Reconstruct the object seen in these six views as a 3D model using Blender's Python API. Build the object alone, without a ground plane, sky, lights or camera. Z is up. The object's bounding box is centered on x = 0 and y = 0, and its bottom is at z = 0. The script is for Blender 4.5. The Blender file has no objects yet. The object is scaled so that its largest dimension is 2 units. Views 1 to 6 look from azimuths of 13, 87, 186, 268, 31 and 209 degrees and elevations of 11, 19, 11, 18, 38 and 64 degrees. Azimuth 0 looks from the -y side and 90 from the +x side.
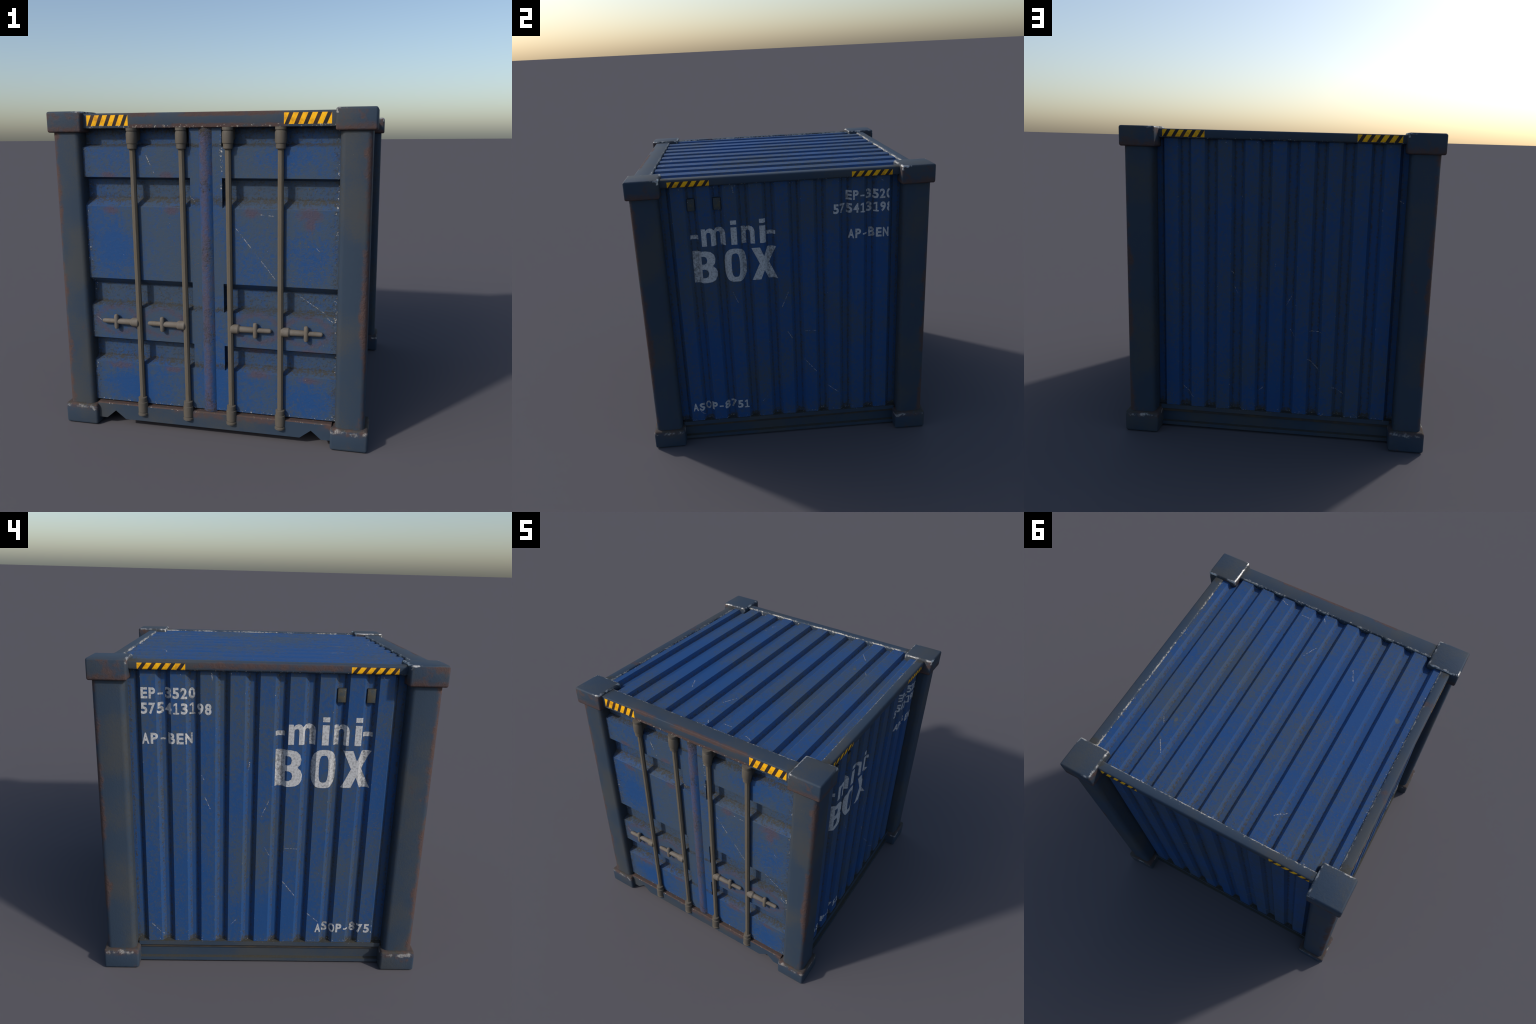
"""A weathered blue mini shipping container: corner castings and posts, corrugated
walls and roof, double door with locking rods, painted lettering and hazard stripes."""
import bpy, bmesh, math, random
from mathutils import Vector
from mathutils.geometry import tessellate_polygon

random.seed(7)

# ------------------------------------------------------------------ sizes (metres)
HX, HY, HZ = 0.972, 1.000, 1.985          # outer half width, half length, height
CAST = 0.222                              # corner casting, square in plan
CAST_TOP_Z, CAST_LOW_Z = 1.862, 0.137     # underside of upper / top of lower casting
POST_X, POST_Y = 0.174, 0.184            # corner post section
PITCH = 0.1695                            # corrugation pitch, shared by walls and roof
RIDGE = 0.0848                            # flat crest width
DEPTH = 0.028                             # corrugation depth
WALL_X, WALL_Y, ROOF_Z = 0.888, 0.888, 1.963
RAIL_TOP = 0.155
BEAM_TOP = 1.972
DOOR_Y, DOOR_IN = -0.944, -0.892          # door crest and recess planes
ROD_Y = -0.958
ROD_X = (-0.445, -0.140, 0.140, 0.445)


# ------------------------------------------------------------------ node expression helper
class Sock:
    """Wraps a node socket so that masks can be written as ordinary formulas."""

    def __init__(self, mat, out):
        self.m, self.o = mat, out

    def _op(self, op, *args, clamp=False):
        n = self.m.nt.nodes.new("ShaderNodeMath")
        n.operation, n.use_clamp = op, clamp
        for i, a in enumerate((self,) + args):
            if isinstance(a, Sock):
                self.m.nt.links.new(a.o, n.inputs[i])
            else:
                n.inputs[i].default_value = a
        return Sock(self.m, n.outputs[0])

    def __add__(s, b): return s._op("ADD", b)
    __radd__ = __add__
    def __sub__(s, b): return s._op("SUBTRACT", b)
    def __rsub__(s, b): return (s * -1.0) + b
    def __mul__(s, b): return s._op("MULTIPLY", b)
    __rmul__ = __mul__
    def __truediv__(s, b): return s._op("DIVIDE", b)
    def abs(s): return s._op("ABSOLUTE")
    def min(s, b): return s._op("MINIMUM", b)
    def max(s, b): return s._op("MAXIMUM", b)
    def frac(s): return s._op("FRACT")
    def lt(s, b): return s._op("LESS_THAN", b)
    def gt(s, b): return s._op("GREATER_THAN", b)
    def sqrt(s): return s._op("SQRT")
    def clamp(s): return s._op("ADD", 0.0, clamp=True)

    def step(s, a, b):
        """Smooth 0..1 ramp from a to b (falls when a > b)."""
        n = s.m.nt.nodes.new("ShaderNodeMapRange")
        n.interpolation_type = "SMOOTHSTEP"
        lo, hi, inv = (a, b, False) if a <= b else (b, a, True)
        s.m.nt.links.new(s.o, n.inputs[0])
        n.inputs[1].default_value, n.inputs[2].default_value = lo, hi
        n.inputs[3].default_value, n.inputs[4].default_value = (1, 0) if inv else (0, 1)
        return Sock(s.m, n.outputs[0])


class Mat:
    def __init__(self, name):
        self.mat = bpy.data.materials.new(name)
        self.mat.use_nodes = True
        self.nt = self.mat.node_tree
        self.bsdf = self.nt.nodes["Principled BSDF"]
        geo = self.nt.nodes.new("ShaderNodeNewGeometry")
        self.pos = geo.outputs["Position"]
        self.x, self.y, self.z = self._sep(self.pos)
        self.nx, self.ny, self.nz = self._sep(geo.outputs["True Normal"])
        tc = self.nt.nodes.new("ShaderNodeTexCoord")
        self.lx, self.ly, self.lz = self._sep(tc.outputs["Object"])

    def _sep(self, out):
        n = self.nt.nodes.new("ShaderNodeSeparateXYZ")
        self.nt.links.new(out, n.inputs[0])
        return [Sock(self, o) for o in n.outputs]

    def noise(self, scale, detail=4, rough=0.55, stretch=(1, 1, 1), shift=(0, 0, 0), dist=0.0):
        mp = self.nt.nodes.new("ShaderNodeMapping")
        mp.inputs["Scale"].default_value = stretch
        mp.inputs["Location"].default_value = shift
        self.nt.links.new(self.pos, mp.inputs[0])
        n = self.nt.nodes.new("ShaderNodeTexNoise")
        n.inputs["Scale"].default_value = scale
        n.inputs["Detail"].default_value = detail
        n.inputs["Roughness"].default_value = rough
        n.inputs["Distortion"].default_value = dist
        self.nt.links.new(mp.outputs[0], n.inputs[0])
        return Sock(self, n.outputs[0])

    def rgb(self, c):
        n = self.nt.nodes.new("ShaderNodeRGB")
        n.outputs[0].default_value = (*c, 1)
        return Sock(self, n.outputs[0])

    def mix(self, a, b, f):
        n = self.nt.nodes.new("ShaderNodeMix")
        n.data_type = "RGBA"
        if isinstance(f, Sock):
            self.nt.links.new(f.o, n.inputs[0])
        else:
            n.inputs[0].default_value = f
        for s, i in ((a, 6), (b, 7)):
            if isinstance(s, Sock):
                self.nt.links.new(s.o, n.inputs[i])
            else:
                n.inputs[i].default_value = (*s, 1)
        return Sock(self, n.outputs[2])

    def segment(self, u, v, p, q, width):
        """Mask of a thin line from p to q in the (u, v) plane."""
        dx, dy = q[0] - p[0], q[1] - p[1]
        L = math.hypot(dx, dy)
        du, dv = u - p[0], v - p[1]
        along = (du * (dx / L) + dv * (dy / L))
        across = (du * (-dy / L) + dv * (dx / L)).abs()
        return across.lt(width) * along.gt(0.0) * along.lt(L)

    def blob(self, u, v, c, ru, rv):
        du, dv = (u - c[0]) / ru, (v - c[1]) / rv
        return (du * du + dv * dv).sqrt().step(1.0, 0.0)

    def finish(self, color, rough, metal=0.0, bump=None, bump_d=0.003, spec=0.13):
        for s, name in ((color, "Base Color"), (rough, "Roughness"), (metal, "Metallic")):
            if isinstance(s, Sock):
                self.nt.links.new(s.o, self.bsdf.inputs[name])
            else:
                self.bsdf.inputs[name].default_value = s
        self.bsdf.inputs["Specular IOR Level"].default_value = spec
        if bump is not None:
            n = self.nt.nodes.new("ShaderNodeBump")
            n.inputs["Strength"].default_value = 1.0
            n.inputs["Distance"].default_value = bump_d
            self.nt.links.new(bump.o, n.inputs["Height"])
            self.nt.links.new(n.outputs[0], self.bsdf.inputs["Normal"])
        return self.mat


# ------------------------------------------------------------------ colours (linear base colours)
BLUE = (0.0150, 0.060, 0.182)
BLUE_DUST = (0.041, 0.066, 0.106)
FRAME = (0.030, 0.048, 0.076)
FRAME_DUST = (0.050, 0.056, 0.062)
DIRT = (0.050, 0.044, 0.028)
RUST = (0.086, 0.056, 0.047)
RUST_PURPLE = (0.070, 0.057, 0.080)
CHIP = (0.42, 0.40, 0.36)
BARE = (0.50, 0.49, 0.47)
STEEL = (0.108, 0.095, 0.077)
YELLOW = (0.86, 0.43, 0.008)
BLACK = (0.022, 0.021, 0.022)
WHITE = (0.44, 0.45, 0.47)


def blue_paint(m, dirt=None, rust=None, chips=None, seed=0.0, dust_bias=0.0):
    """Sun-faded blue paint: clean and dusty patches with a speckled edge, specks, dirt, chips."""
    big = m.noise(2.3, 4, 0.55, shift=(seed, 1.7, 0.3))
    mid = m.noise(46, 3, 0.65, shift=(1.1, seed, 2))
    fine = m.noise(150, 2, 0.7, shift=(3.1, seed, 0))
    patch = ((big - 0.5) * 0.70 + 0.49 + (mid - 0.5) * 0.70 + (fine - 0.5) * 0.60 + dust_bias).step(0.34, 0.68)
    col = m.mix(BLUE, BLUE_DUST, patch)
    specks = (m.noise(105, 2, 0.6, shift=(seed, 9, 4)) + big * 0.24).step(0.75, 0.83)
    col = m.mix(col, (0.090, 0.072, 0.042), specks * 0.75)
    rough = patch * 0.10 + 0.60
    bump = fine * 0.12 + mid * 0.16
    if rust is not None:
        rr = (rust * 0.95 + (m.noise(30, 5, 0.75) - 0.5) * 1.9 * rust.step(0.0, 0.5)).step(0.08, 0.95)
        col = m.mix(col, RUST_PURPLE, rr * 0.85)
        bump = bump + rr * (m.noise(55, 4, 0.7) - 0.5) * 0.8
        rough = rough + rr * 0.2
    if dirt is not None:
        dd = (dirt + (m.noise(62, 4, 0.75) - 0.5) * 2.2 * dirt.step(0.0, 0.3)).step(0.42, 1.10)
        col = m.mix(col, DIRT, dd * 0.85)
        bump = bump + dd * 0.25
        rough = rough + dd * 0.2
    if chips is not None:
        col = m.mix(col, CHIP, chips)
    return col, rough, bump


def frame_paint(m, dirt=None, rust=None, chips=None, shiny=None, seed=0.0):
    """Slate frame paint over steel: dust, rust bloom, chips and bare shiny metal."""
    big = m.noise(3.0, 3, 0.5, shift=(seed, 0.4, 2.2))
    fine = m.noise(110, 3, 0.7, shift=(seed, 4, 1))
    col = m.mix(FRAME, FRAME_DUST, (big + (fine - 0.5) * 0.45).step(0.40, 0.68) * 0.9)
    rough = big * 0.12 + 0.54
    bump = fine * 0.10
    metal = None
    if dirt is not None:
        dd = (dirt + (m.noise(55, 4, 0.75) - 0.5) * 1.8 * dirt.step(0.0, 0.3)).step(0.38, 1.10)
        col = m.mix(col, DIRT, dd * 0.8)
        rough = rough + dd * 0.2
    if rust is not None:
        rn = m.noise(26, 5, 0.65, shift=(0, seed, 0))
        rr = (rust * 0.95 + (rn - 0.5) * 1.9 * rust.step(0.0, 0.5)).step(0.12, 1.00)
        col = m.mix(col, m.mix(RUST, (0.075, 0.045, 0.042), m.noise(48, 3, 0.6)), rr * 0.9)
        rough = rough + rr * 0.25
        bump = bump + rr * (m.noise(45, 4, 0.7) - 0.5) * 0.8
    if chips is not None:
        col = m.mix(col, CHIP, chips)
    if shiny is not None:
        col = m.mix(col, BARE, shiny)
        metal = shiny * 0.85
        rough = rough * (1.0 - shiny * 0.35)
    return col, rough, bump, metal if metal is not None else 0.0


def flecks(m, near, scale=70, seed=0.0, lo=0.565, hi=0.605):
    """Paint chips: small spots whose density follows the mask `near` (0..1)."""
    n = m.noise(scale, 3, 0.75, shift=(seed, 2, 5)) + (near - 1.0) * 0.30
    return n.step(lo, hi)


def scratchy(m):
    """Breaks a scratch line into dots and dashes."""
    return m.noise(190, 2, 0.7).step(0.48, 0.56) * m.noise(26, 2, 0.6, shift=(4, 4, 1)).step(0.36, 0.52)


def crest_coord(c):
    """Distance from the middle of the nearest crest, across the corrugation."""
    return ((c / PITCH + 0.5).frac() - 0.5).abs() * PITCH


# ------------------------------------------------------------------ materials
SIDE_SCRATCHES = (((-.377, 1.297), (-.362, 1.265)), ((-.358, 1.160), (-.324, 1.078)),
                  ((.027, 1.142), (-.023, 1.025)), ((.132, .828), (.211, .824)),
                  ((.010, .83), (.039, .778)), ((.125, .601), (.210, .493)),
                  ((.289, .373), (.367, .308)), ((-.318, 1.904), (-.313, 1.858)),
                  ((-.093, 1.381), (-.099, 1.318)), ((-.700, .284), (-.621, .199)),
                  ((-.192, .281), (-.157, .320)), ((.649, 1.901), (.677, 1.880)))


def wall_material(name, axis, seed):
    """Corrugated wall; axis tells which way 'to the right, seen from outside' points."""
    m = Mat(name)
    u = {"left": m.y * -1.0, "right": m.y, "back": m.x * -1.0}[axis]
    c = crest_coord(u)
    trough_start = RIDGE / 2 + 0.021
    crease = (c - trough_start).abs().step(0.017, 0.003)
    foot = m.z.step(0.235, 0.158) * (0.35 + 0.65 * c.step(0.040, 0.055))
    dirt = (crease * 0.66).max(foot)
    edge = (c - RIDGE / 2).abs().step(0.006, 0.0) * 0.72
    base = m.z.step(0.21, 0.165) * 0.80
    ends = (m.z - 1.90).abs().step(0.04, 0.0) * 0.7
    chips = flecks(m, edge.max(base).max(ends).max(0.42), 85, seed)
    broken = scratchy(m)
    s = None
    for p, q in SIDE_SCRATCHES:
        if axis == "back":                       # same marks, a little elsewhere
            p, q = (p[0] + 0.085, p[1] * 0.8 + 0.06), (q[0] + 0.085, q[1] * 0.8 + 0.06)
        seg = m.segment(u, m.z, p, q, 0.0022)
        s = seg if s is None else s.max(seg)
    chips = chips.max(s * broken)
    clean = m.blob(u, m.z, (-.55, .50), .42, .60).max(m.blob(u, m.z, (.62, 1.2), .22, .5)).max(m.blob(u, m.z, (.05, .3), .3, .25))
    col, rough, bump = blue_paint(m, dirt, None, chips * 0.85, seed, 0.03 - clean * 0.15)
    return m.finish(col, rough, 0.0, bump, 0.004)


def roof_material():
    m = Mat("roof_paint")
    c = crest_coord(m.x)
    crease = (c - RIDGE / 2 - 0.020).abs().step(0.020, 0.004)
    dusty_end = m.y.step(0.55, 0.90) * 0.50
    ends = (m.y.abs() - 0.84).abs().step(0.07, 0.0) * 0.45
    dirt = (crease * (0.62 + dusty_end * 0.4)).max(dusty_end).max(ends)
    edge = (c - RIDGE / 2).abs().step(0.006, 0.0) * 0.62
    rim = (m.y.abs() - 0.84).abs().step(0.025, 0.0) * 0.78
    side = (m.x.abs() - 0.84).abs().step(0.025, 0.0) * 0.80
    chips = flecks(m, edge.max(rim).max(side).max(0.36), 80, 2.0)
    broken = scratchy(m)
    s = None
    for p, q in (((.211, -.762), (.121, -.762)), ((.040, -.811), (.010, -.771)), ((.376, -.818), (.324, -.797)),
                 ((-.027, -.557), (.023, -.458)), ((-.328, -.508), (-.366, -.426)), ((.525, .549), (.466, .631)),
                 ((.612, .384), (.572, .445)), ((-.42, .60), (-.36, .66))):
        seg = m.segment(m.x, m.y, p, q, 0.0026)
        s = seg if s is None else s.max(seg)
    col, rough, bump = blue_paint(m, dirt, None, chips.max(s * broken) * 0.9, 5.3, 0.0 - m.blob(m.x, m.y, (-.55, -.2), .6, .8) * 0.18)
    spots = m.blob(m.x, m.y, (-.746, -.300), .028, .03).max(m.blob(m.x, m.y, (.514, .379), .02, .025))
    col = m.mix(col, (0.085, 0.09, 0.075), spots.step(0.2, 0.5) * 0.7)
    return m.finish(col, rough, 0.0, bump, 0.004)


def door_material():
    m = Mat("door_paint")
    low = m.z.step(0.20, 0.16) * 0.38
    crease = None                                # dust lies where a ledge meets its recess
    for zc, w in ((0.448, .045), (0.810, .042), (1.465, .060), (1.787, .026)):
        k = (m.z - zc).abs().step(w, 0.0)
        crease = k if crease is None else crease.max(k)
    up = m.nz.step(0.2, 0.6) * m.y.gt(DOOR_Y + 0.004)
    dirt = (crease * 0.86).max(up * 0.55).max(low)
    dirt = dirt.max(m.x.abs().step(0.66, 0.78) * 0.62)
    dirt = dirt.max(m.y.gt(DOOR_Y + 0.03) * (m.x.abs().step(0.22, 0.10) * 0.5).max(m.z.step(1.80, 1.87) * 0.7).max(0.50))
    rust = None
    for c, ru, rv in (((.28, .56), .16, .05), ((.62, .575), .16, .04), ((-.611, 1.400), .085, .045), ((-.222, 1.405), .085, .045), ((.273, 1.400), .09, .05),
                      ((.614, 1.395), .13, .075), ((.615, 1.34), .06, .09), ((.618, .402), .12, .035),
                      ((.313, .412), .14, .045), ((-.60, .405), .17, .04), ((-.24, .405), .10, .035),
                      ((-.61, 1.61), .10, .035), ((-.24, 1.61), .09, .04)):
        b = m.blob(m.x, m.z, c, ru, rv)
        rust = b if rust is None else rust.max(b)
    for cx in (-0.60, -0.30, 0.30, 0.60):        # rings rubbed round the handles
        du, dv = (m.x - cx) / 1.55, m.z - 0.705
        ring = ((du * du + dv * dv).sqrt() - 0.085).abs().step(0.034, 0.0)
        rust = rust.max(ring * 0.62 * m.y.lt(DOOR_Y + 0.03))
    edge = (m.x.abs() - 0.765).abs().step(0.04, 0.0) * (0.60 + m.noise(5, 2, 0.6, shift=(0, 0, 7)).step(0.44, 0.60) * 0.38)
    mid = (m.x - 0.095).abs().step(0.03, 0.0) * m.z.step(1.2, 1.6) * 0.95
    foot = m.z.step(0.20, 0.163) * 0.85
    lines = (m.z - 1.60).abs().step(0.02, 0.0) * 0.62
    chips = flecks(m, edge.max(mid).max(foot).max(lines).max(0.44), 75, 8.0)
    broken = scratchy(m)
    s = None
    for p, q in (((-.367, 1.727), (-.321, 1.624)), ((.176, 1.309), (.412, 1.012)), ((.552, .904), (.751, .775)),
                 ((.650, 1.205), (.668, 1.186)), ((.325, 1.391), (.403, 1.384)), ((-.758, .734), (-.713, .698)),
                 ((-.10, 1.49), (-.07, 1.46))):
        seg = m.segment(m.x, m.z, p, q, 0.0022)
        s = seg if s is None else s.max(seg)
    clean = m.blob(m.x, m.z, (.62, 1.13), .26, .28)          # panels that kept their blue
    for c, ru, rv in (((.60, .27), .25, .18), ((.03, .42), .14, .55), ((-.52, .27), .24, .13), ((.45, 1.70), .28, .12), ((-.60, 1.15), .22, .25)):
        clean = clean.max(m.blob(m.x, m.z, c, ru, rv))
    col, rough, bump = blue_paint(m, dirt, rust, chips.max(s * broken * 0.75) * 0.85, 11.0, 0.12 - clean * 0.24)
    return m.finish(col, rough, 0.0, bump + m.noise(60, 3, 0.7) * 0.20, 0.006)


def seal_material():
    m = Mat("door_lip_paint")
    rust = (m.x + 0.008 + (m.noise(4, 3, 0.6, stretch=(0, 0, 1)) - 0.5) * 0.03).abs().step(0.046, 0.010)
    dirt = (m.z.step(1.76, 1.88) * 0.9).max(m.z.step(0.24, 0.16) * 0.7).max(m.noise(7, 3, 0.6).step(0.45, 0.65) * 0.55)
    rust = rust.max(m.z.step(1.70, 1.88) * 0.8).max(m.noise(6, 3, 0.6, shift=(5, 5, 0)).step(0.48, 0.62) * 0.7)
    col, rough, bump = blue_paint(m, dirt, rust * 0.72, None, 11.0)
    return m.finish(col, rough, 0.0, bump, 0.008)


def casting_material(name, upper):
    """Corner casting; local +x +y is the outer corner, local z is height."""
    m = Mat(name)
    h, hz = CAST / 2, (HZ - CAST_TOP_Z) / 2 if upper else CAST_LOW_Z / 2
    a, b, c = h - m.lx.abs(), h - m.ly.abs(), hz - m.lz.abs()
    med = a.min(b).max(a.max(b).min(c))          # distance to the nearest edge
    edge = med.step(0.026, 0.004)
    n = m.noise(30, 4, 0.75)
    if upper:                                    # bare on the edges that face the roof
        inner = (m.lx.step(0.02, -0.10)).max(m.ly.step(0.02, -0.10)) * m.lz.gt(0.0)
        shiny = (edge * inner * m.lz.gt(hz - 0.03) * 0.9 + (n - 0.5) * 2.2).step(0.62, 1.05) * inner.step(0.3, 0.6) * m.noise(9, 3, 0.6, shift=(1, 6, 2)).step(0.40, 0.55)
        rust = m.lz.step(0.010, -0.055) * 0.85
        rust = rust.max(m.noise(8, 3, 0.6).step(0.44, 0.66) * 0.75 * m.nz.abs().lt(0.5))
        dirt = (m.lx.step(-0.05, -0.11)).max(m.ly.step(-0.05, -0.11)) * 0.55
    else:                                        # worn along the shoulder
        shoulder = (m.lz - 0.048).abs().step(0.030, 0.0)
        shiny = (shoulder * 0.7 + (m.noise(17, 4, 0.7) - 0.5) * 3.2).step(0.55, 1.35) * shoulder.step(0.0, 0.5) * 0.9
        rust = m.lz.step(0.0, 0.05) * (m.noise(9, 3, 0.6) * 1.0)
        rust = rust.max(m.noise(8, 3, 0.6, shift=(3, 0, 0)).step(0.52, 0.72) * 0.6)
        dirt = m.nz.gt(0.5) * 0.9
    col, rough, bump, metal = frame_paint(m, dirt, rust, None, shiny, 3.0 if upper else 6.0)
    return m.finish(col, rough, metal, bump + n * 0.25, 0.006)


def post_material():
    """Corner post; local +x +y is the outer edge that rusts."""
    m = Mat("post_paint")
    h, hy = POST_X / 2, POST_Y / 2
    d = (h - m.lx).max(hy - m.ly)                # distance from the outer edge, over both faces
    wob = m.noise(4.5, 3, 0.6, shift=(7, 0, 0)) - 0.5
    rust = (d - wob * 0.15).step(0.055, 0.0) * (0.55 + m.noise(38, 4, 0.75) * 0.8)
    rust = rust.max(m.noise(5.5, 4, 0.65, stretch=(1, 1, 0.6), shift=(2, 9, 4)).step(0.56, 0.74) * 0.55)
    dirt = (m.lx.step(-0.02, -0.09)).max(m.ly.step(-0.02, -0.09)) * 0.50
    dirt = dirt.max(m.lz.step(-0.75, -0.87) * 0.5).max(m.lz.step(0.78, 0.87) * 0.5)
    chips = flecks(m, m.lz * 0.0 + 0.36, 80, 1.0)
    col, rough, bump, metal = frame_paint(m, dirt, rust, chips * 0.7, None, 1.0)
    return m.finish(col, rough, metal, bump, 0.008)


def beam_material(name, u, z0, z1, x0, x1, inner, rustiness, chip_in, low_chips):
    """Top beam with two hazard strips. u: which way is right; inner: signed distance expression key."""
    m = Mat(name)
    uu = {"x": m.x, "-x": m.x * -1.0, "y": m.y, "-y": m.y * -1.0}[u]
    facing = {"x": m.ny.lt(-0.25), "-x": m.ny.gt(0.25), "y": m.nx.gt(0.25), "-y": m.nx.lt(-0.25)}[u]
    across = {"x": m.y * -1.0, "-x": m.y, "y": m.x, "-y": m.x * -1.0}[u]     # outward
    d_in = (across - inner).abs()
    lip = (d_in + (m.noise(48, 4, 0.75) - 0.5) * 0.040).step(0.009, 0.001) * m.z.gt(BEAM_TOP - 0.012)
    top_edge = lip * (m.noise(7, 2, 0.5, shift=(4, 2, 0)) + (m.noise(70, 2, 0.7) - 0.5) * 0.8).step(0.66 - chip_in * 0.28, 0.80 - chip_in * 0.28)
    low = (m.z - z0 + 0.012).step(0.026, 0.012) * low_chips
    chips = top_edge.max(flecks(m, low.max(0.36), 70, 4.0)).max(flecks(m, d_in.step(0.05, 0.0) * 0.86, 60, 1.5))
    rn = m.noise(3.2, 3, 0.55, shift=(2.3, 5.1, 0.7)).step(0.62 - rustiness, 0.84 - rustiness)
    rust = rn * 0.85
    if u == "-y":
        rust = rust.max(uu.abs().step(0.62, 0.30) * (m.z - 1.948).abs().step(0.03, 0.006) * (m.noise(9, 4, 0.6) * 1.7))
    if u == "x":                                 # the header rusts along its two arrises
        rim = (m.z - 1.965).abs().step(0.032, 0.0).max((m.z - 1.890).abs().step(0.034, 0.0))
        rust = rust.max(rim.step(0.0, 0.8) * m.noise(3.4, 3, 0.6, shift=(0.6, 0, 0)).step(0.36, 0.54) * uu.abs().step(0.55, 0.40) * m.y.step(-0.935, -0.960))
    ends = uu.abs().step(0.66, 0.77) * m.nz.gt(0.5) * 0.85
    col, rough, bump, metal = frame_paint(m, ends, rust, None, None, 9.0)
    strip = ((uu.abs() - x0).gt(0.0)) * uu.abs().lt(x1) * m.z.gt(z0) * m.z.lt(z1) * facing
    start = (uu.gt(0.0)) * (x0 + x1) - x1
    phase = ((uu - start) / ((x1 - x0) / 5.0) + (z1 - m.z) * (0.5 / (z1 - z0))).frac()
    worn = (m.noise(22, 4, 0.7) + 0.0).step(0.46, 0.68)
    yel = m.mix(YELLOW, (0.62, 0.27, 0.010), worn)
    blk = m.mix(BLACK, (0.055, 0.030, 0.022), m.noise(14, 3, 0.6).step(0.45, 0.65))
    tape = m.mix(m.mix(blk, yel, phase.lt(0.56)), DIRT, m.noise(40, 5, 0.75, shift=(2, 2, 8)).step(0.50, 0.72) * (0.30 if u == "x" else 0.60))
    col = m.mix(col, tape, strip)
    col = m.mix(col, CHIP, chips * 0.9)
    return m.finish(col, rough, chips * 0.25, bump, 0.005)


def rail_material():
    m = Mat("rail_paint")
    dirt = (m.nz.gt(0.5) * 0.95).max(m.z.step(0.120, 0.150) * 0.25)
    band = m.noise(26, 2, 0.6, stretch=(1, 1, 0.05)).step(0.5, 0.8) * 0.3
    chips = flecks(m, m.z.step(0.14, 0.155).max(0.45) * 0.75, 90, 2.0)
    col, rough, bump, metal = frame_paint(m, dirt.max(band), None, chips * 0.6, None, 12.0)
    return m.finish(col, rough, metal, bump, 0.004)


def sill_material():
    m = Mat("sill_paint")
    rn = m.noise(4.0, 3, 0.55, shift=(1.3, 0, 0)).step(0.44, 0.62)
    rust = (m.z.step(0.085, 0.135) * rn * 0.95).max(m.nz.gt(0.6) * 0.75)
    dirt = m.nz.gt(0.6) * 0.9
    chips = flecks(m, (m.z - 0.144).abs().step(0.015, 0.0) * 0.82, 80, 3.0)
    col, rough, bump, metal = frame_paint(m, dirt, rust, chips * 0.8, None, 14.0)
    return m.finish(col, rough, metal, bump, 0.004)


def steel_material(name, col, grime):
    m = Mat(name)
    n = m.noise(30, 4, 0.6, stretch=(1, 1, 0.3))
    f = m.noise(160, 2, 0.6)
    c = m.mix(col, (0.105, 0.082, 0.052), n.step(0.42, 0.68) * grime)
    c = m.mix(c, tuple(min(1, v * 1.45) for v in col), f.step(0.58, 0.72) * 0.4)
    return m.finish(c, n * 0.2 + 0.48, 0.0, f * 0.1 + n * 0.2, 0.003)


def letter_material():
    m = Mat("stencil_white")
    n = m.noise(80, 5, 0.75).step(0.44, 0.66)
    c = m.mix(WHITE, (0.21, 0.215, 0.22), n * 0.85)
    c = m.mix(c, BLUE_DUST, (m.noise(48, 5, 0.8, shift=(7, 1, 3)) + m.noise(6, 2) * 0.25).step(0.82, 0.90) * 0.6)
    trough = m.x.abs().step(WALL_X - 0.006, WALL_X - 0.024)
    grime = trough * m.noise(60, 4, 0.7).step(0.40, 0.62)
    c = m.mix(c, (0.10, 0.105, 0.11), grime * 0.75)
    return m.finish(c, 0.62, 0.0, m.noise(120, 2) * 0.1, 0.002)


def vent_material():
    m = Mat("vent_paint")
    n = m.noise(28, 4, 0.65)
    col = m.mix((0.044, 0.054, 0.062), (0.070, 0.064, 0.048), n.step(0.42, 0.62))
    rim = m.ly.abs().step(0.020, 0.0245).max(m.lz.abs().step(0.036, 0.041))
    col = m.mix(col, (0.020, 0.020, 0.020), rim * 0.7)
    col = m.mix(col, CHIP, flecks(m, n * 0.0 + 0.72, 110, 6.0) * 0.6)
    return m.finish(col, 0.6, 0.0, n * 0.3, 0.003)


def floor_material():
    m = Mat("floor_paint")
    n = m.noise(12, 4, 0.6)
    return m.finish(m.mix((0.035, 0.036, 0.038), (0.055, 0.045, 0.035), n.step(0.4, 0.65)), 0.8)


# ------------------------------------------------------------------ mesh helpers
COLL = bpy.context.scene.collection


def link(name, mesh, mat, parent, loc=(0, 0, 0), rot=0.0):
    ob = bpy.data.objects.new(name, mesh)
    if mat is not None and not mesh.materials:
        mesh.materials.append(mat)
    COLL.objects.link(ob)
    ob.parent = parent
    ob.location = loc
    ob.rotation_euler = (0, 0, rot)
    return ob


def to_mesh(bm, name, angle=35):
    bmesh.ops.recalc_face_normals(bm, faces=bm.faces)
    me = bpy.data.meshes.new(name)
    bm.to_mesh(me)
    bm.free()
    for p in me.polygons:
        p.use_smooth = True
    me.set_sharp_from_angle(angle=math.radians(angle))
    return me


def box_bm(x0, x1, y0, y1, z0, z1):
    bm = bmesh.new()
    bmesh.ops.create_cube(bm, size=1.0)
    for v in bm.verts:
        v.co = Vector((x0 if v.co.x < 0 else x1, y0 if v.co.y < 0 else y1, z0 if v.co.z < 0 else z1))
    return bm


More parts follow.
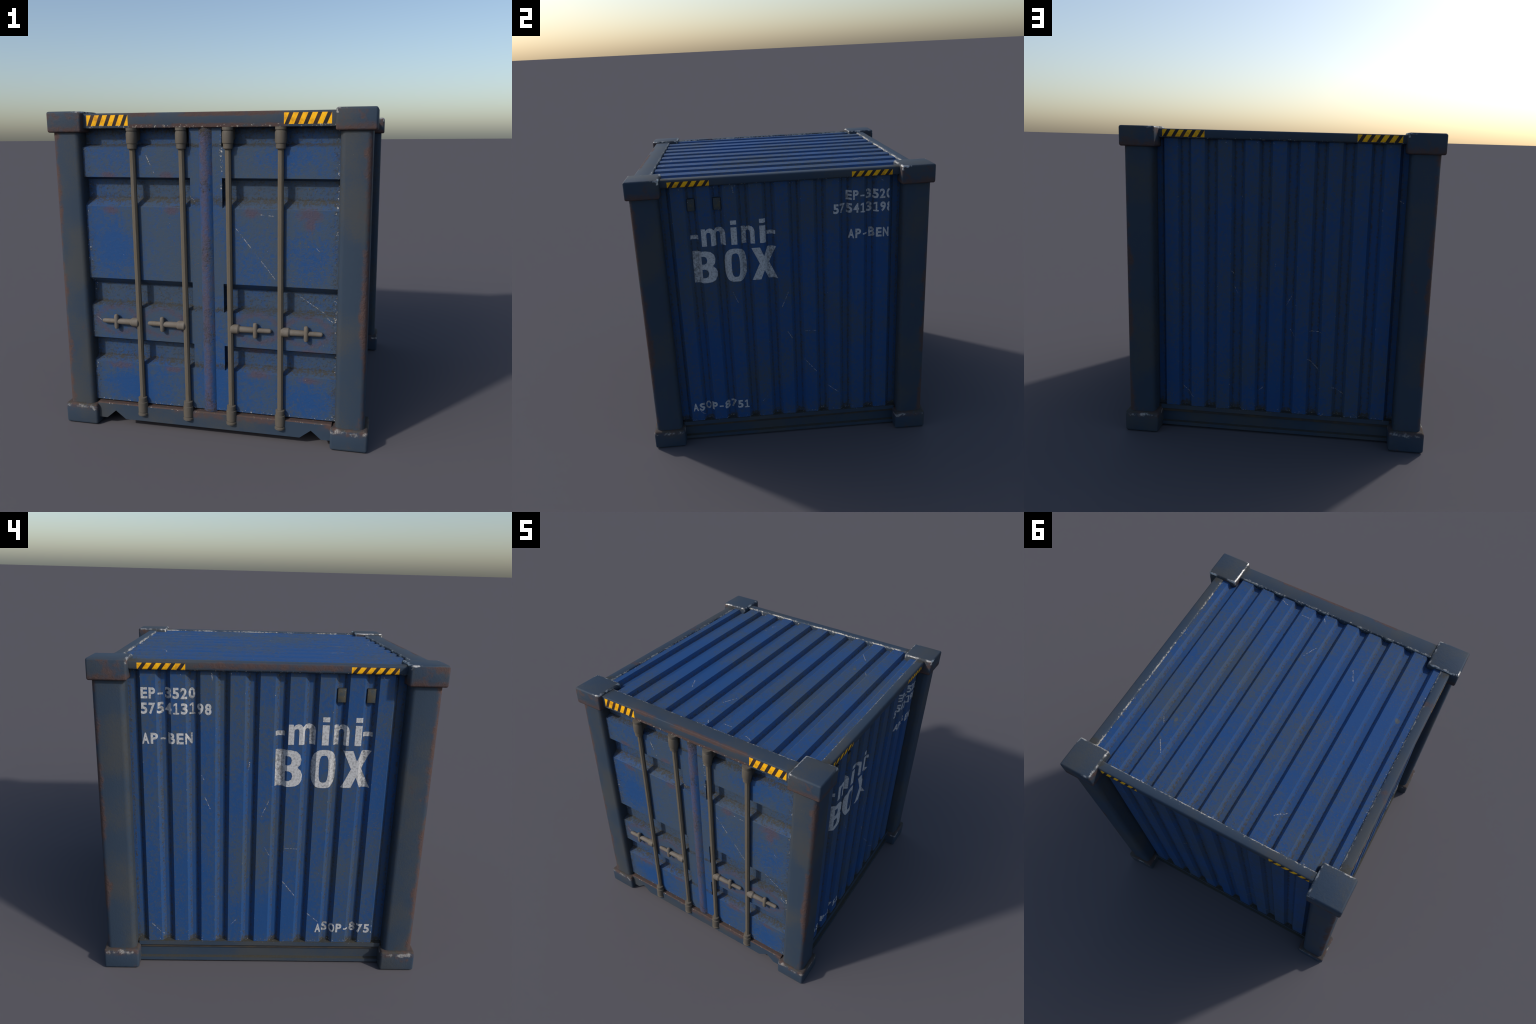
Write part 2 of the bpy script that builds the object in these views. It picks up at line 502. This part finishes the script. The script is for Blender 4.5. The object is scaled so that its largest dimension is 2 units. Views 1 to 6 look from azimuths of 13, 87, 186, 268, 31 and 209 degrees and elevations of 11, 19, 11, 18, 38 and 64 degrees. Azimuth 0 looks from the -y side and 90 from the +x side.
def bevel(bm, edges, width, seg):
    bmesh.ops.bevel(bm, geom=list(edges), offset=width, segments=seg, profile=0.5, affect="EDGES", clamp_overlap=True)


def prism(points, axis, a, b, bm=None, cap_a=True, cap_b=True):
    """Extrude a closed 2-D outline along an axis. Points are (first, second) of the other two axes."""
    bm = bm or bmesh.new()

    def place(p, t):
        return {"x": (t, p[0], p[1]), "y": (p[0], t, p[1]), "z": (p[0], p[1], t)}[axis]

    ra = [bm.verts.new(place(p, a)) for p in points]
    rb = [bm.verts.new(place(p, b)) for p in points]
    n = len(points)
    for i in range(n):
        bm.faces.new((ra[i], ra[(i + 1) % n], rb[(i + 1) % n], rb[i]))
    if n == 4:
        tris = [(0, 1, 2, 3)]
    else:                                        # concave ends, cut into triangles
        tris = tessellate_polygon([[Vector((p[0], p[1], 0)) for p in points]])
    for on, r in ((cap_a, ra), (cap_b, rb)):
        if on:
            for t in tris:
                bm.faces.new([r[k] for k in t])
    return bm


def merge(bm, other, shift=(0, 0, 0)):
    """Copy the faces of another bmesh into bm and free it."""
    shift = Vector(shift)
    vmap = {v: bm.verts.new(v.co + shift) for v in other.verts}
    for f in other.faces:
        bm.faces.new([vmap[v] for v in f.verts])
    other.free()


def lathe(profile, sides, axis="z", turn=0.0):
    """Solid of revolution from (radius, height) pairs."""
    bm = bmesh.new()
    rings = []
    for r, h in profile:
        ring = []
        for i in range(sides):
            t = turn + 2 * math.pi * i / sides
            c, s = r * math.cos(t), r * math.sin(t)
            ring.append(bm.verts.new((c, s, h) if axis == "z" else (h, c, s)))
        rings.append(ring)
    for r0, r1 in zip(rings, rings[1:]):
        for i in range(sides):
            j = (i + 1) % sides
            bm.faces.new((r0[i], r0[j], r1[j], r1[i]))
    bm.faces.new(rings[0])
    bm.faces.new(rings[-1])
    return bm


def corrugation(slope, lo, hi, crests=7):
    """(coordinate, depth below crest) breakpoints of the trapezoid wave between lo and hi."""
    half = RIDGE / 2

    def depth(c):
        k = max(-crests, min(crests, round(c / PITCH)))
        d = abs(c - k * PITCH)
        return DEPTH * min(1.0, max(0.0, (d - half) / slope))

    marks = [lo, hi]
    for k in range(-crests, crests + 1):
        for d in (-half - slope, -half, half, half + slope):
            c = k * PITCH + d
            if lo < c < hi:
                marks.append(c)
    return [(c, depth(c)) for c in sorted(marks)], depth


# ------------------------------------------------------------------ the container
root = bpy.data.objects.new("shipping_container", None)
COLL.objects.link(root)
root["label"] = "weathered blue corrugated mini shipping container with double door"
root["category"] = "shipping container"

# corner castings and posts, one local shape turned to each corner
corners = [(1, 1, 0.0), (-1, 1, math.pi / 2), (-1, -1, math.pi), (1, -1, 3 * math.pi / 2)]

for upper in (True, False):
    hz = (HZ - CAST_TOP_Z) / 2 if upper else CAST_LOW_Z / 2
    h = CAST / 2
    bm = box_bm(-h, h, -h, h, -hz, hz)
    bevel(bm, bm.edges, 0.013 if upper else 0.016, 4)
    me = to_mesh(bm, "corner_casting", 60)
    mat = casting_material("upper_casting_paint" if upper else "lower_casting_paint", upper)
    for sx, sy, r in corners:
        link("corner_casting", me, mat, root, (sx * (HX - h), sy * (HY - h), HZ - hz if upper else hz), r)

hx, hy = POST_X / 2, POST_Y / 2
z0, z1 = CAST_LOW_Z - 0.004, CAST_TOP_Z + 0.004
bm = box_bm(-hx, hx, -hy, hy, -(z1 - z0) / 2, (z1 - z0) / 2)
bevel(bm, [e for e in bm.edges if abs(e.verts[0].co.z - e.verts[1].co.z) > 0.1], 0.032, 6)
post_mesh = to_mesh(bm, "corner_post", 50)
post_mat = post_material()
for sx, sy, r in corners:
    post = link("corner_post", post_mesh, post_mat, root, (sx * (0.949 - hx), sy * (0.980 - hy), (z0 + z1) / 2))
    post.scale = (sx, sy, 1)


# top beams
def beam(outline, axis, half_len, mat, bev):
    bm = prism(outline, axis, -half_len, half_len)
    bmesh.ops.dissolve_limit(bm, angle_limit=0.01, verts=bm.verts, edges=bm.edges)
    i = "xyz".index(axis)
    ed = [e for e in bm.edges if abs(e.verts[0].co[i] - e.verts[1].co[i]) > 0.1]
    bevel(bm, ed, bev, 3)
    return link("top_beam", to_mesh(bm, "top_beam", 50), mat, root)


beam([(-.966, 1.884), (-.850, 1.884), (-.850, BEAM_TOP), (-.966, BEAM_TOP)], "x", 0.756,
     beam_material("front_beam_paint", "x", 1.899, 1.961, 0.463, 0.726, 0.850, -0.14, 0.75, 0.86), 0.006)
beam([(.912, 1.917), (.848, 1.917), (.848, BEAM_TOP), (.912, BEAM_TOP)], "x", 0.756,
     beam_material("back_beam_paint", "-x", 1.925, 1.967, 0.462, 0.727, 0.848, -0.06, 0.80, 0.86), 0.012)
beam([(.915, 1.917), (.846, 1.917), (.846, BEAM_TOP), (.915, BEAM_TOP)], "y", 0.784,
     beam_material("right_beam_paint", "y", 1.920, 1.957, 0.463, 0.731, 0.846, -0.08, 0.75, 0.84), 0.012)
beam([(-.915, 1.917), (-.846, 1.917), (-.846, BEAM_TOP), (-.915, BEAM_TOP)], "y", 0.784,
     beam_material("left_beam_paint", "-y", 1.920, 1.957, 0.463, 0.731, 0.846, 0.06, 0.9, 0.92), 0.012)

# bottom rails: flat bar under the wall, set-back web, small foot
RAIL = [(.84, .014), (.8985, .014), (.8985, .036), (.876, .039), (.877, .122), (.895, .127), (.895, RAIL_TOP), (.84, RAIL_TOP)]
rail_mat = rail_material()
for s in (1, -1):
    bm = prism([(s * a, b) for a, b in RAIL], "y", -0.785, 0.785)
    link("bottom_rail", to_mesh(bm, "bottom_rail", 30), rail_mat, root)
bm = prism([(a - 0.001, b) for a, b in RAIL], "x", -0.757, 0.757)
link("bottom_rail", to_mesh(bm, "bottom_rail", 30), rail_mat, root)

# door sill with two V notches
sill = [(-.757, .045), (-.696, .045), (-.634, .098), (-.566, .045), (.566, .045), (.634, .098), (.696, .045), (.757, .045),
        (.757, .130), (-.757, .130)]
bm = prism(sill, "y", -.970, -.956)
prism([(-.970, .1302), (-.970, .142), (-.964, .1485), (-.880, .1485), (-.880, .1302)], "x", -.757, .757, bm)
link("door_sill", to_mesh(bm, "door_sill", 40), sill_material(), root)

# closed underside
bm = box_bm(-.885, .885, -.905, .885, .105, .152)
link("floor", to_mesh(bm, "floor"), floor_material(), root)

# ------------------------------------------------------------------ corrugated walls and roof
side_slope, back_slope, roof_slope = 0.0275, 0.0195, 0.0250
prof, side_depth = corrugation(side_slope, -0.81, 0.81, 4)
walls = {}
for s, key in ((1, "right"), (-1, "left")):
    outline = [(s * (WALL_X - d), c) for c, d in prof] + [(s * 0.84, 0.81), (s * 0.84, -0.81)]
    bm = prism(outline, "z", RAIL_TOP - 0.004, 1.925)
    walls[key] = link("side_wall", to_mesh(bm, "side_wall", 20), wall_material(key + "_wall_paint", key, 0.0 if s < 0 else 2.7), root)

prof, _ = corrugation(back_slope, -0.79, 0.79, 4)
outline = [(c, WALL_Y - d) for c, d in prof] + [(0.79, 0.84), (-0.79, 0.84)]
bm = prism(outline, "z", RAIL_TOP - 0.004, 1.925)
link("end_wall", to_mesh(bm, "end_wall", 20), wall_material("end_wall_paint", "back", 5.9), root)

prof, _ = corrugation(roof_slope, -0.849, 0.849)
outline = [(c, ROOF_Z - d) for c, d in prof] + [(0.849, 1.912), (-0.849, 1.912)]
bm = prism(outline, "y", -0.846, 0.8485)
merge(bm, box_bm(-.850, .850, -.862, -.8455, 1.905, ROOF_Z - DEPTH - .002))   # seam strip behind the header
link("roof", to_mesh(bm, "roof", 20), roof_material(), root)

# small vents high in the first two troughs of each side wall
vent_mat = vent_material()
bm = box_bm(-.014, .014, -.0245, .0245, -.041, .041)
bevel(bm, bm.edges, 0.0015, 2)
vent_mesh = to_mesh(bm, "vent", 40)
for s, key in ((1, "right"), (-1, "left")):
    for yy in (-3.5 * PITCH, -2.5 * PITCH):
        link("vent", vent_mesh, vent_mat, walls[key], (s * 0.868, yy, 1.791))

# ------------------------------------------------------------------ doors
# outline of a door leaf, seen from the side: crests, 45 degree sills below each recess
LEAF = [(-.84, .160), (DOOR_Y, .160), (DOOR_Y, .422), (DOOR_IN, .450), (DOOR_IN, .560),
        (DOOR_Y, .583), (DOOR_Y, .793), (DOOR_IN, .812), (DOOR_IN, .930),
        (DOOR_Y, .972), (DOOR_Y, 1.422), (DOOR_IN, 1.470), (DOOR_IN, 1.583),
        (DOOR_Y, 1.599), (DOOR_Y, 1.774), (DOOR_IN, 1.791), (DOOR_IN, 1.905), (-.84, 1.905)]
door_mat = door_material()
doors = {}
for s in (-1, 1):
    bm = prism(LEAF, "x", s * .097, s * .790, cap_a=False)
    stile = [(-.84, .160), (DOOR_Y, .160), (DOOR_Y, 1.905), (-.84, 1.905)]
    prism(stile, "x", s * .001, s * .097, bm)
    doors[s] = link("door", to_mesh(bm, "door", 25), door_mat, root)

# raised lip that covers the gap between the leaves
lip = []
for k in range(13):                              # flat-topped rounded ridge, dies away at its bottom end
    t = -1 + k / 6
    lip.append((.001 + .043 * t, DOOR_Y + .003 - .020 * (1 - abs(t) ** 1.9)))
bm = prism(lip, "z", .150, 1.883)
link("door_lip", to_mesh(bm, "door_lip", 80), seal_material(), doors[1])

rod_mat = steel_material("rod_steel", STEEL, 0.55)
fit_mat = steel_material("fitting_steel", (0.096, 0.086, 0.073), 0.4)
handle_mat = steel_material("handle_steel", (0.132, 0.118, 0.103), 0.45)

rod_mesh = to_mesh(lathe([(.0178, .20), (.0178, 1.775)], 8, turn=math.pi / 8), "locking_rod", 20)
cap = lathe([(.024, 1.764), (.0275, 1.767), (.0285, 1.794), (.0285, 1.7955), (.0318, 1.7965), (.0330, 1.805), (.0330, 1.852),
             (.0305, 1.864), (.0275, 1.8655), (.0275, 1.869), (.0320, 1.870), (.0320, 1.886)], 24)
merge(cap, prism([(.006, 1.800), (.080, 1.825), (.080, 1.885), (.006, 1.885)], "x", -.024, .024))
cap_mesh = to_mesh(cap, "rod_cap", 35)
foot_mesh = to_mesh(lathe([(.028, .088), (.0325, .090), (.0330, .101), (.0285, .103), (.0285, .109), (.0310, .112), (.0315, .176),
                           (.0265, .178), (.0275, .208), (.022, .211)], 24), "rod_foot", 35)

# handle along +x from the rod: thick root, slim arm, upright grip
HANDLE = [(.024, .004), (.0285, .009), (.0285, .049), (.0195, .060), (.0180, .150), (.0150, .156),
          (.0145, .235), (.0120, .246), (.006, .251)]
bm = lathe(HANDLE, 16, axis="x")
grip = lathe([(.005, -.048), (.0105, -.045), (.0142, -.036), (.0142, .036), (.0105, .045), (.005, .048)], 14)
merge(bm, grip, (.154, -.008, 0))
handle_mesh = to_mesh(bm, "handle", 30)
for xx in ROD_X:
    leaf = doors[-1 if xx < 0 else 1]
    link("locking_rod", rod_mesh, rod_mat, leaf, (xx, ROD_Y, 0))
    link("rod_cap", cap_mesh, fit_mat, leaf, (xx, ROD_Y - .003, 0))
    link("rod_foot", foot_mesh, fit_mat, leaf, (xx, ROD_Y - .005, 0))
    link("handle", handle_mesh, handle_mat, leaf, (xx, ROD_Y + .001, .700)).scale.x = 1 if xx > 0 else -1

# ------------------------------------------------------------------ lettering, painted over the corrugation
letter_mat = letter_material()
CREST_END = 4 * PITCH + RIDGE / 2
glyph_cache = {}


def ring(cx, cy, rx, ry, power, n=40):
    """Rounded-rectangle outline (superellipse)."""
    out = []
    for i in range(n):
        t = 2 * math.pi * i / n
        c, s_ = math.cos(t), math.sin(t)
        out.append((cx + rx * math.copysign(abs(c) ** (2 / power), c), cy + ry * math.copysign(abs(s_) ** (2 / power), s_)))
    return out


# heavy, narrow display letters of the name, drawn in a unit box (later outlines are counters)
DISPLAY = {
    "B": [[(0, 0), (0, 1), (.55, 1), (.76, .97), (.90, .88), (.95, .75), (.92, .62), (.82, .53), (.94, .45), (1, .33), (.99, .2),
           (.90, .08), (.75, .02), (.55, 0)],
          [(.36, .16), (.36, .43), (.50, .43), (.60, .39), (.64, .295), (.60, .20), (.50, .16)],
          [(.36, .59), (.36, .84), (.48, .84), (.57, .80), (.60, .715), (.57, .63), (.48, .59)]],
    "O": [ring(.5, .5, .5, .5, 2.9), ring(.5, .5, .19, .355, 3.2)],
    "X": [[(0, 0), (.345, 0), (.5, .29), (.655, 0), (1, 0), (.685, .51), (.98, 1), (.65, 1), (.5, .72), (.35, 1), (.02, 1), (.315, .51)]],
    "n": [[(0, 0), (0, .97), (.29, .97), (.31, .86), (.42, .95), (.60, 1.0), (.80, .97), (.94, .86), (1, .68), (1, 0), (.66, 0),
           (.66, .62), (.62, .73), (.53, .77), (.42, .75), (.34, .67), (.34, 0)]],
    "m": [[(0, 0), (0, .97), (.17, .97), (.185, .87), (.26, .96), (.36, 1), (.46, .97), (.535, .86), (.62, .96), (.74, 1), (.88, .96),
           (.97, .85), (1, .68), (1, 0), (.79, 0), (.79, .64), (.76, .74), (.70, .77), (.63, .74), (.605, .65), (.605, 0), (.395, 0),
           (.395, .64), (.37, .74), (.31, .77), (.235, .74), (.21, .65), (.21, 0)]],
    "i": [[(0, 0), (1, 0), (1, .72), (0, .72)], [(0, .83), (1, .83), (1, 1), (0, 1)]],
    "-": [[(0, 0), (1, 0), (1, 1), (0, 1)]],
    "1": [[(.06, 0), (.96, 0), (.96, .14), (.67, .14), (.67, 1), (.44, 1), (.10, .86), (.10, .70), (.42, .81), (.42, .14), (.06, .14)]],
}


def glyph(ch, bold):
    """Triangulated built-in-font glyph scaled to a unit box, as lists of (u, v) triangles."""
    if (ch, bold) in glyph_cache:
        return glyph_cache[ch, bold]
    if bold is None:                             # display letter
        cu = bpy.data.curves.new("glyph", "CURVE")
        cu.dimensions, cu.fill_mode = "2D", "BOTH"
        for pts in DISPLAY[ch]:
            sp = cu.splines.new("POLY")
            sp.points.add(len(pts) - 1)
            for q, (a, b) in zip(sp.points, pts):
                q.co = (a, b, 0, 1)
            sp.use_cyclic_u = True
    else:
        cu = bpy.data.curves.new("glyph", "FONT")
        cu.body, cu.offset, cu.resolution_u = ch, bold, 5
    ob = bpy.data.objects.new("glyph", cu)
    COLL.objects.link(ob)
    bpy.context.view_layer.update()
    me = ob.evaluated_get(bpy.context.evaluated_depsgraph_get()).to_mesh()
    vs = [Vector((v.co.x, v.co.y)) for v in me.vertices]
    polys = [list(p.vertices) for p in me.polygons]
    bpy.data.objects.remove(ob)
    x0, x1 = min(v.x for v in vs), max(v.x for v in vs)
    y0, y1 = min(v.y for v in vs), max(v.y for v in vs)
    vs = [((v.x - x0) / (x1 - x0), (v.y - y0) / (y1 - y0)) for v in vs]
    glyph_cache[ch, bold] = vs, polys
    return vs, polys


def paint(side, items):
    """items: (char, u0, u1, z0, z1, bold); u runs to the right seen from outside."""
    s = 1 if side == "right" else -1
    slope_marks = [k * PITCH + d for k in range(-5, 6) for d in
                   (-RIDGE / 2 - side_slope, -RIDGE / 2, RIDGE / 2, RIDGE / 2 + side_slope)]
    for ch, u0, u1, a, b, bold in items:
        bm = bmesh.new()
        vs, polys = glyph(ch, bold)
        bv = [bm.verts.new((u0 + p[0] * (u1 - u0), 0, a + p[1] * (b - a))) for p in vs]
        for p in polys:
            try:
                bm.faces.new([bv[i] for i in p])
            except ValueError:
                pass
        for c in slope_marks:
            bmesh.ops.bisect_plane(bm, geom=bm.verts[:] + bm.edges[:] + bm.faces[:], dist=1e-6,
                                   plane_co=(c, 0, 0), plane_no=(1, 0, 0))
        for sg in (1, -1):                       # the stencil stops at the last crest
            bmesh.ops.bisect_plane(bm, geom=bm.verts[:] + bm.edges[:] + bm.faces[:], dist=1e-6,
                                   plane_co=(sg * CREST_END, 0, 0), plane_no=(sg, 0, 0), clear_outer=True)
        if not bm.faces:
            bm.free()
            continue
        for v in bm.verts:
            u, _, zz = v.co
            v.co = Vector((s * (WALL_X - side_depth(u) + 0.0012), s * u, zz))
        bm.normal_update()
        flip = [f for f in bm.faces if f.normal.x * s < 0]
        bmesh.ops.reverse_faces(bm, faces=flip)
        me = bpy.data.meshes.new("letter")
        bm.to_mesh(me)
        bm.free()
        ob = link("letter", me, letter_mat, walls[side])
        md = ob.modifiers.new("paint_thickness", "SOLIDIFY")
        md.thickness, md.offset = 0.0008, -1.0


def line(text, u, z, pitch, height, bold=0.034, width=0.82):
    out = []
    for i, ch in enumerate(text):
        w = pitch * width
        a = u + i * pitch
        if ch == "-":
            out.append((ch, a + w * .12, a + w * .88, z + height * .32, z + height * .48, None))
        elif ch == "1":
            out.append((ch, a + w * .06, a + w * .94, z, z + height, None))
        else:
            out.append((ch, a, a + w, z, z + height, bold))
    return out


def logo(u, z):
    """Two-line name; u, z are the left end and the base of the big line."""
    lo, hi = z + .262, z + .386                  # x-height band of the small line
    bars = [("-", u - .004, u + .048, lo + .050, lo + .078, None), ("m", u + .070, u + .228, lo, hi, None),
            ("i", u + .266, u + .306, lo, lo + .168, None), ("n", u + .336, u + .424, lo, hi, None),
            ("i", u + .458, u + .498, lo, lo + .168, None), ("-", u + .506, u + .562, lo + .054, lo + .080, None)]
    big = [("B", u, u + .160, z, z + .228, None), ("O", u + .212, u + .360, z - .004, z + .234, None),
           ("X", u + .394, u + .568, z, z + .230, None)]
    return bars + big


paint("left", logo(.058, 1.233) + line("EP-3520", -.719, 1.752, .0449, .064) + line("575413198", -.722, 1.662, .0457, .066)
      + line("AP-BEN", -.720, 1.485, .0498, .066) + line("ASOP-8751", .352, .229, .0453, .064))
paint("right", logo(-.612, 1.242) + line("EP-3520", .431, 1.761, .0449, .064) + line("575413198", .343, 1.671, .0453, .066)
      + line("AP-BEN", .445, 1.494, .0470, .066) + line("ASOP-8751", -.708, .237, .0470, .064))
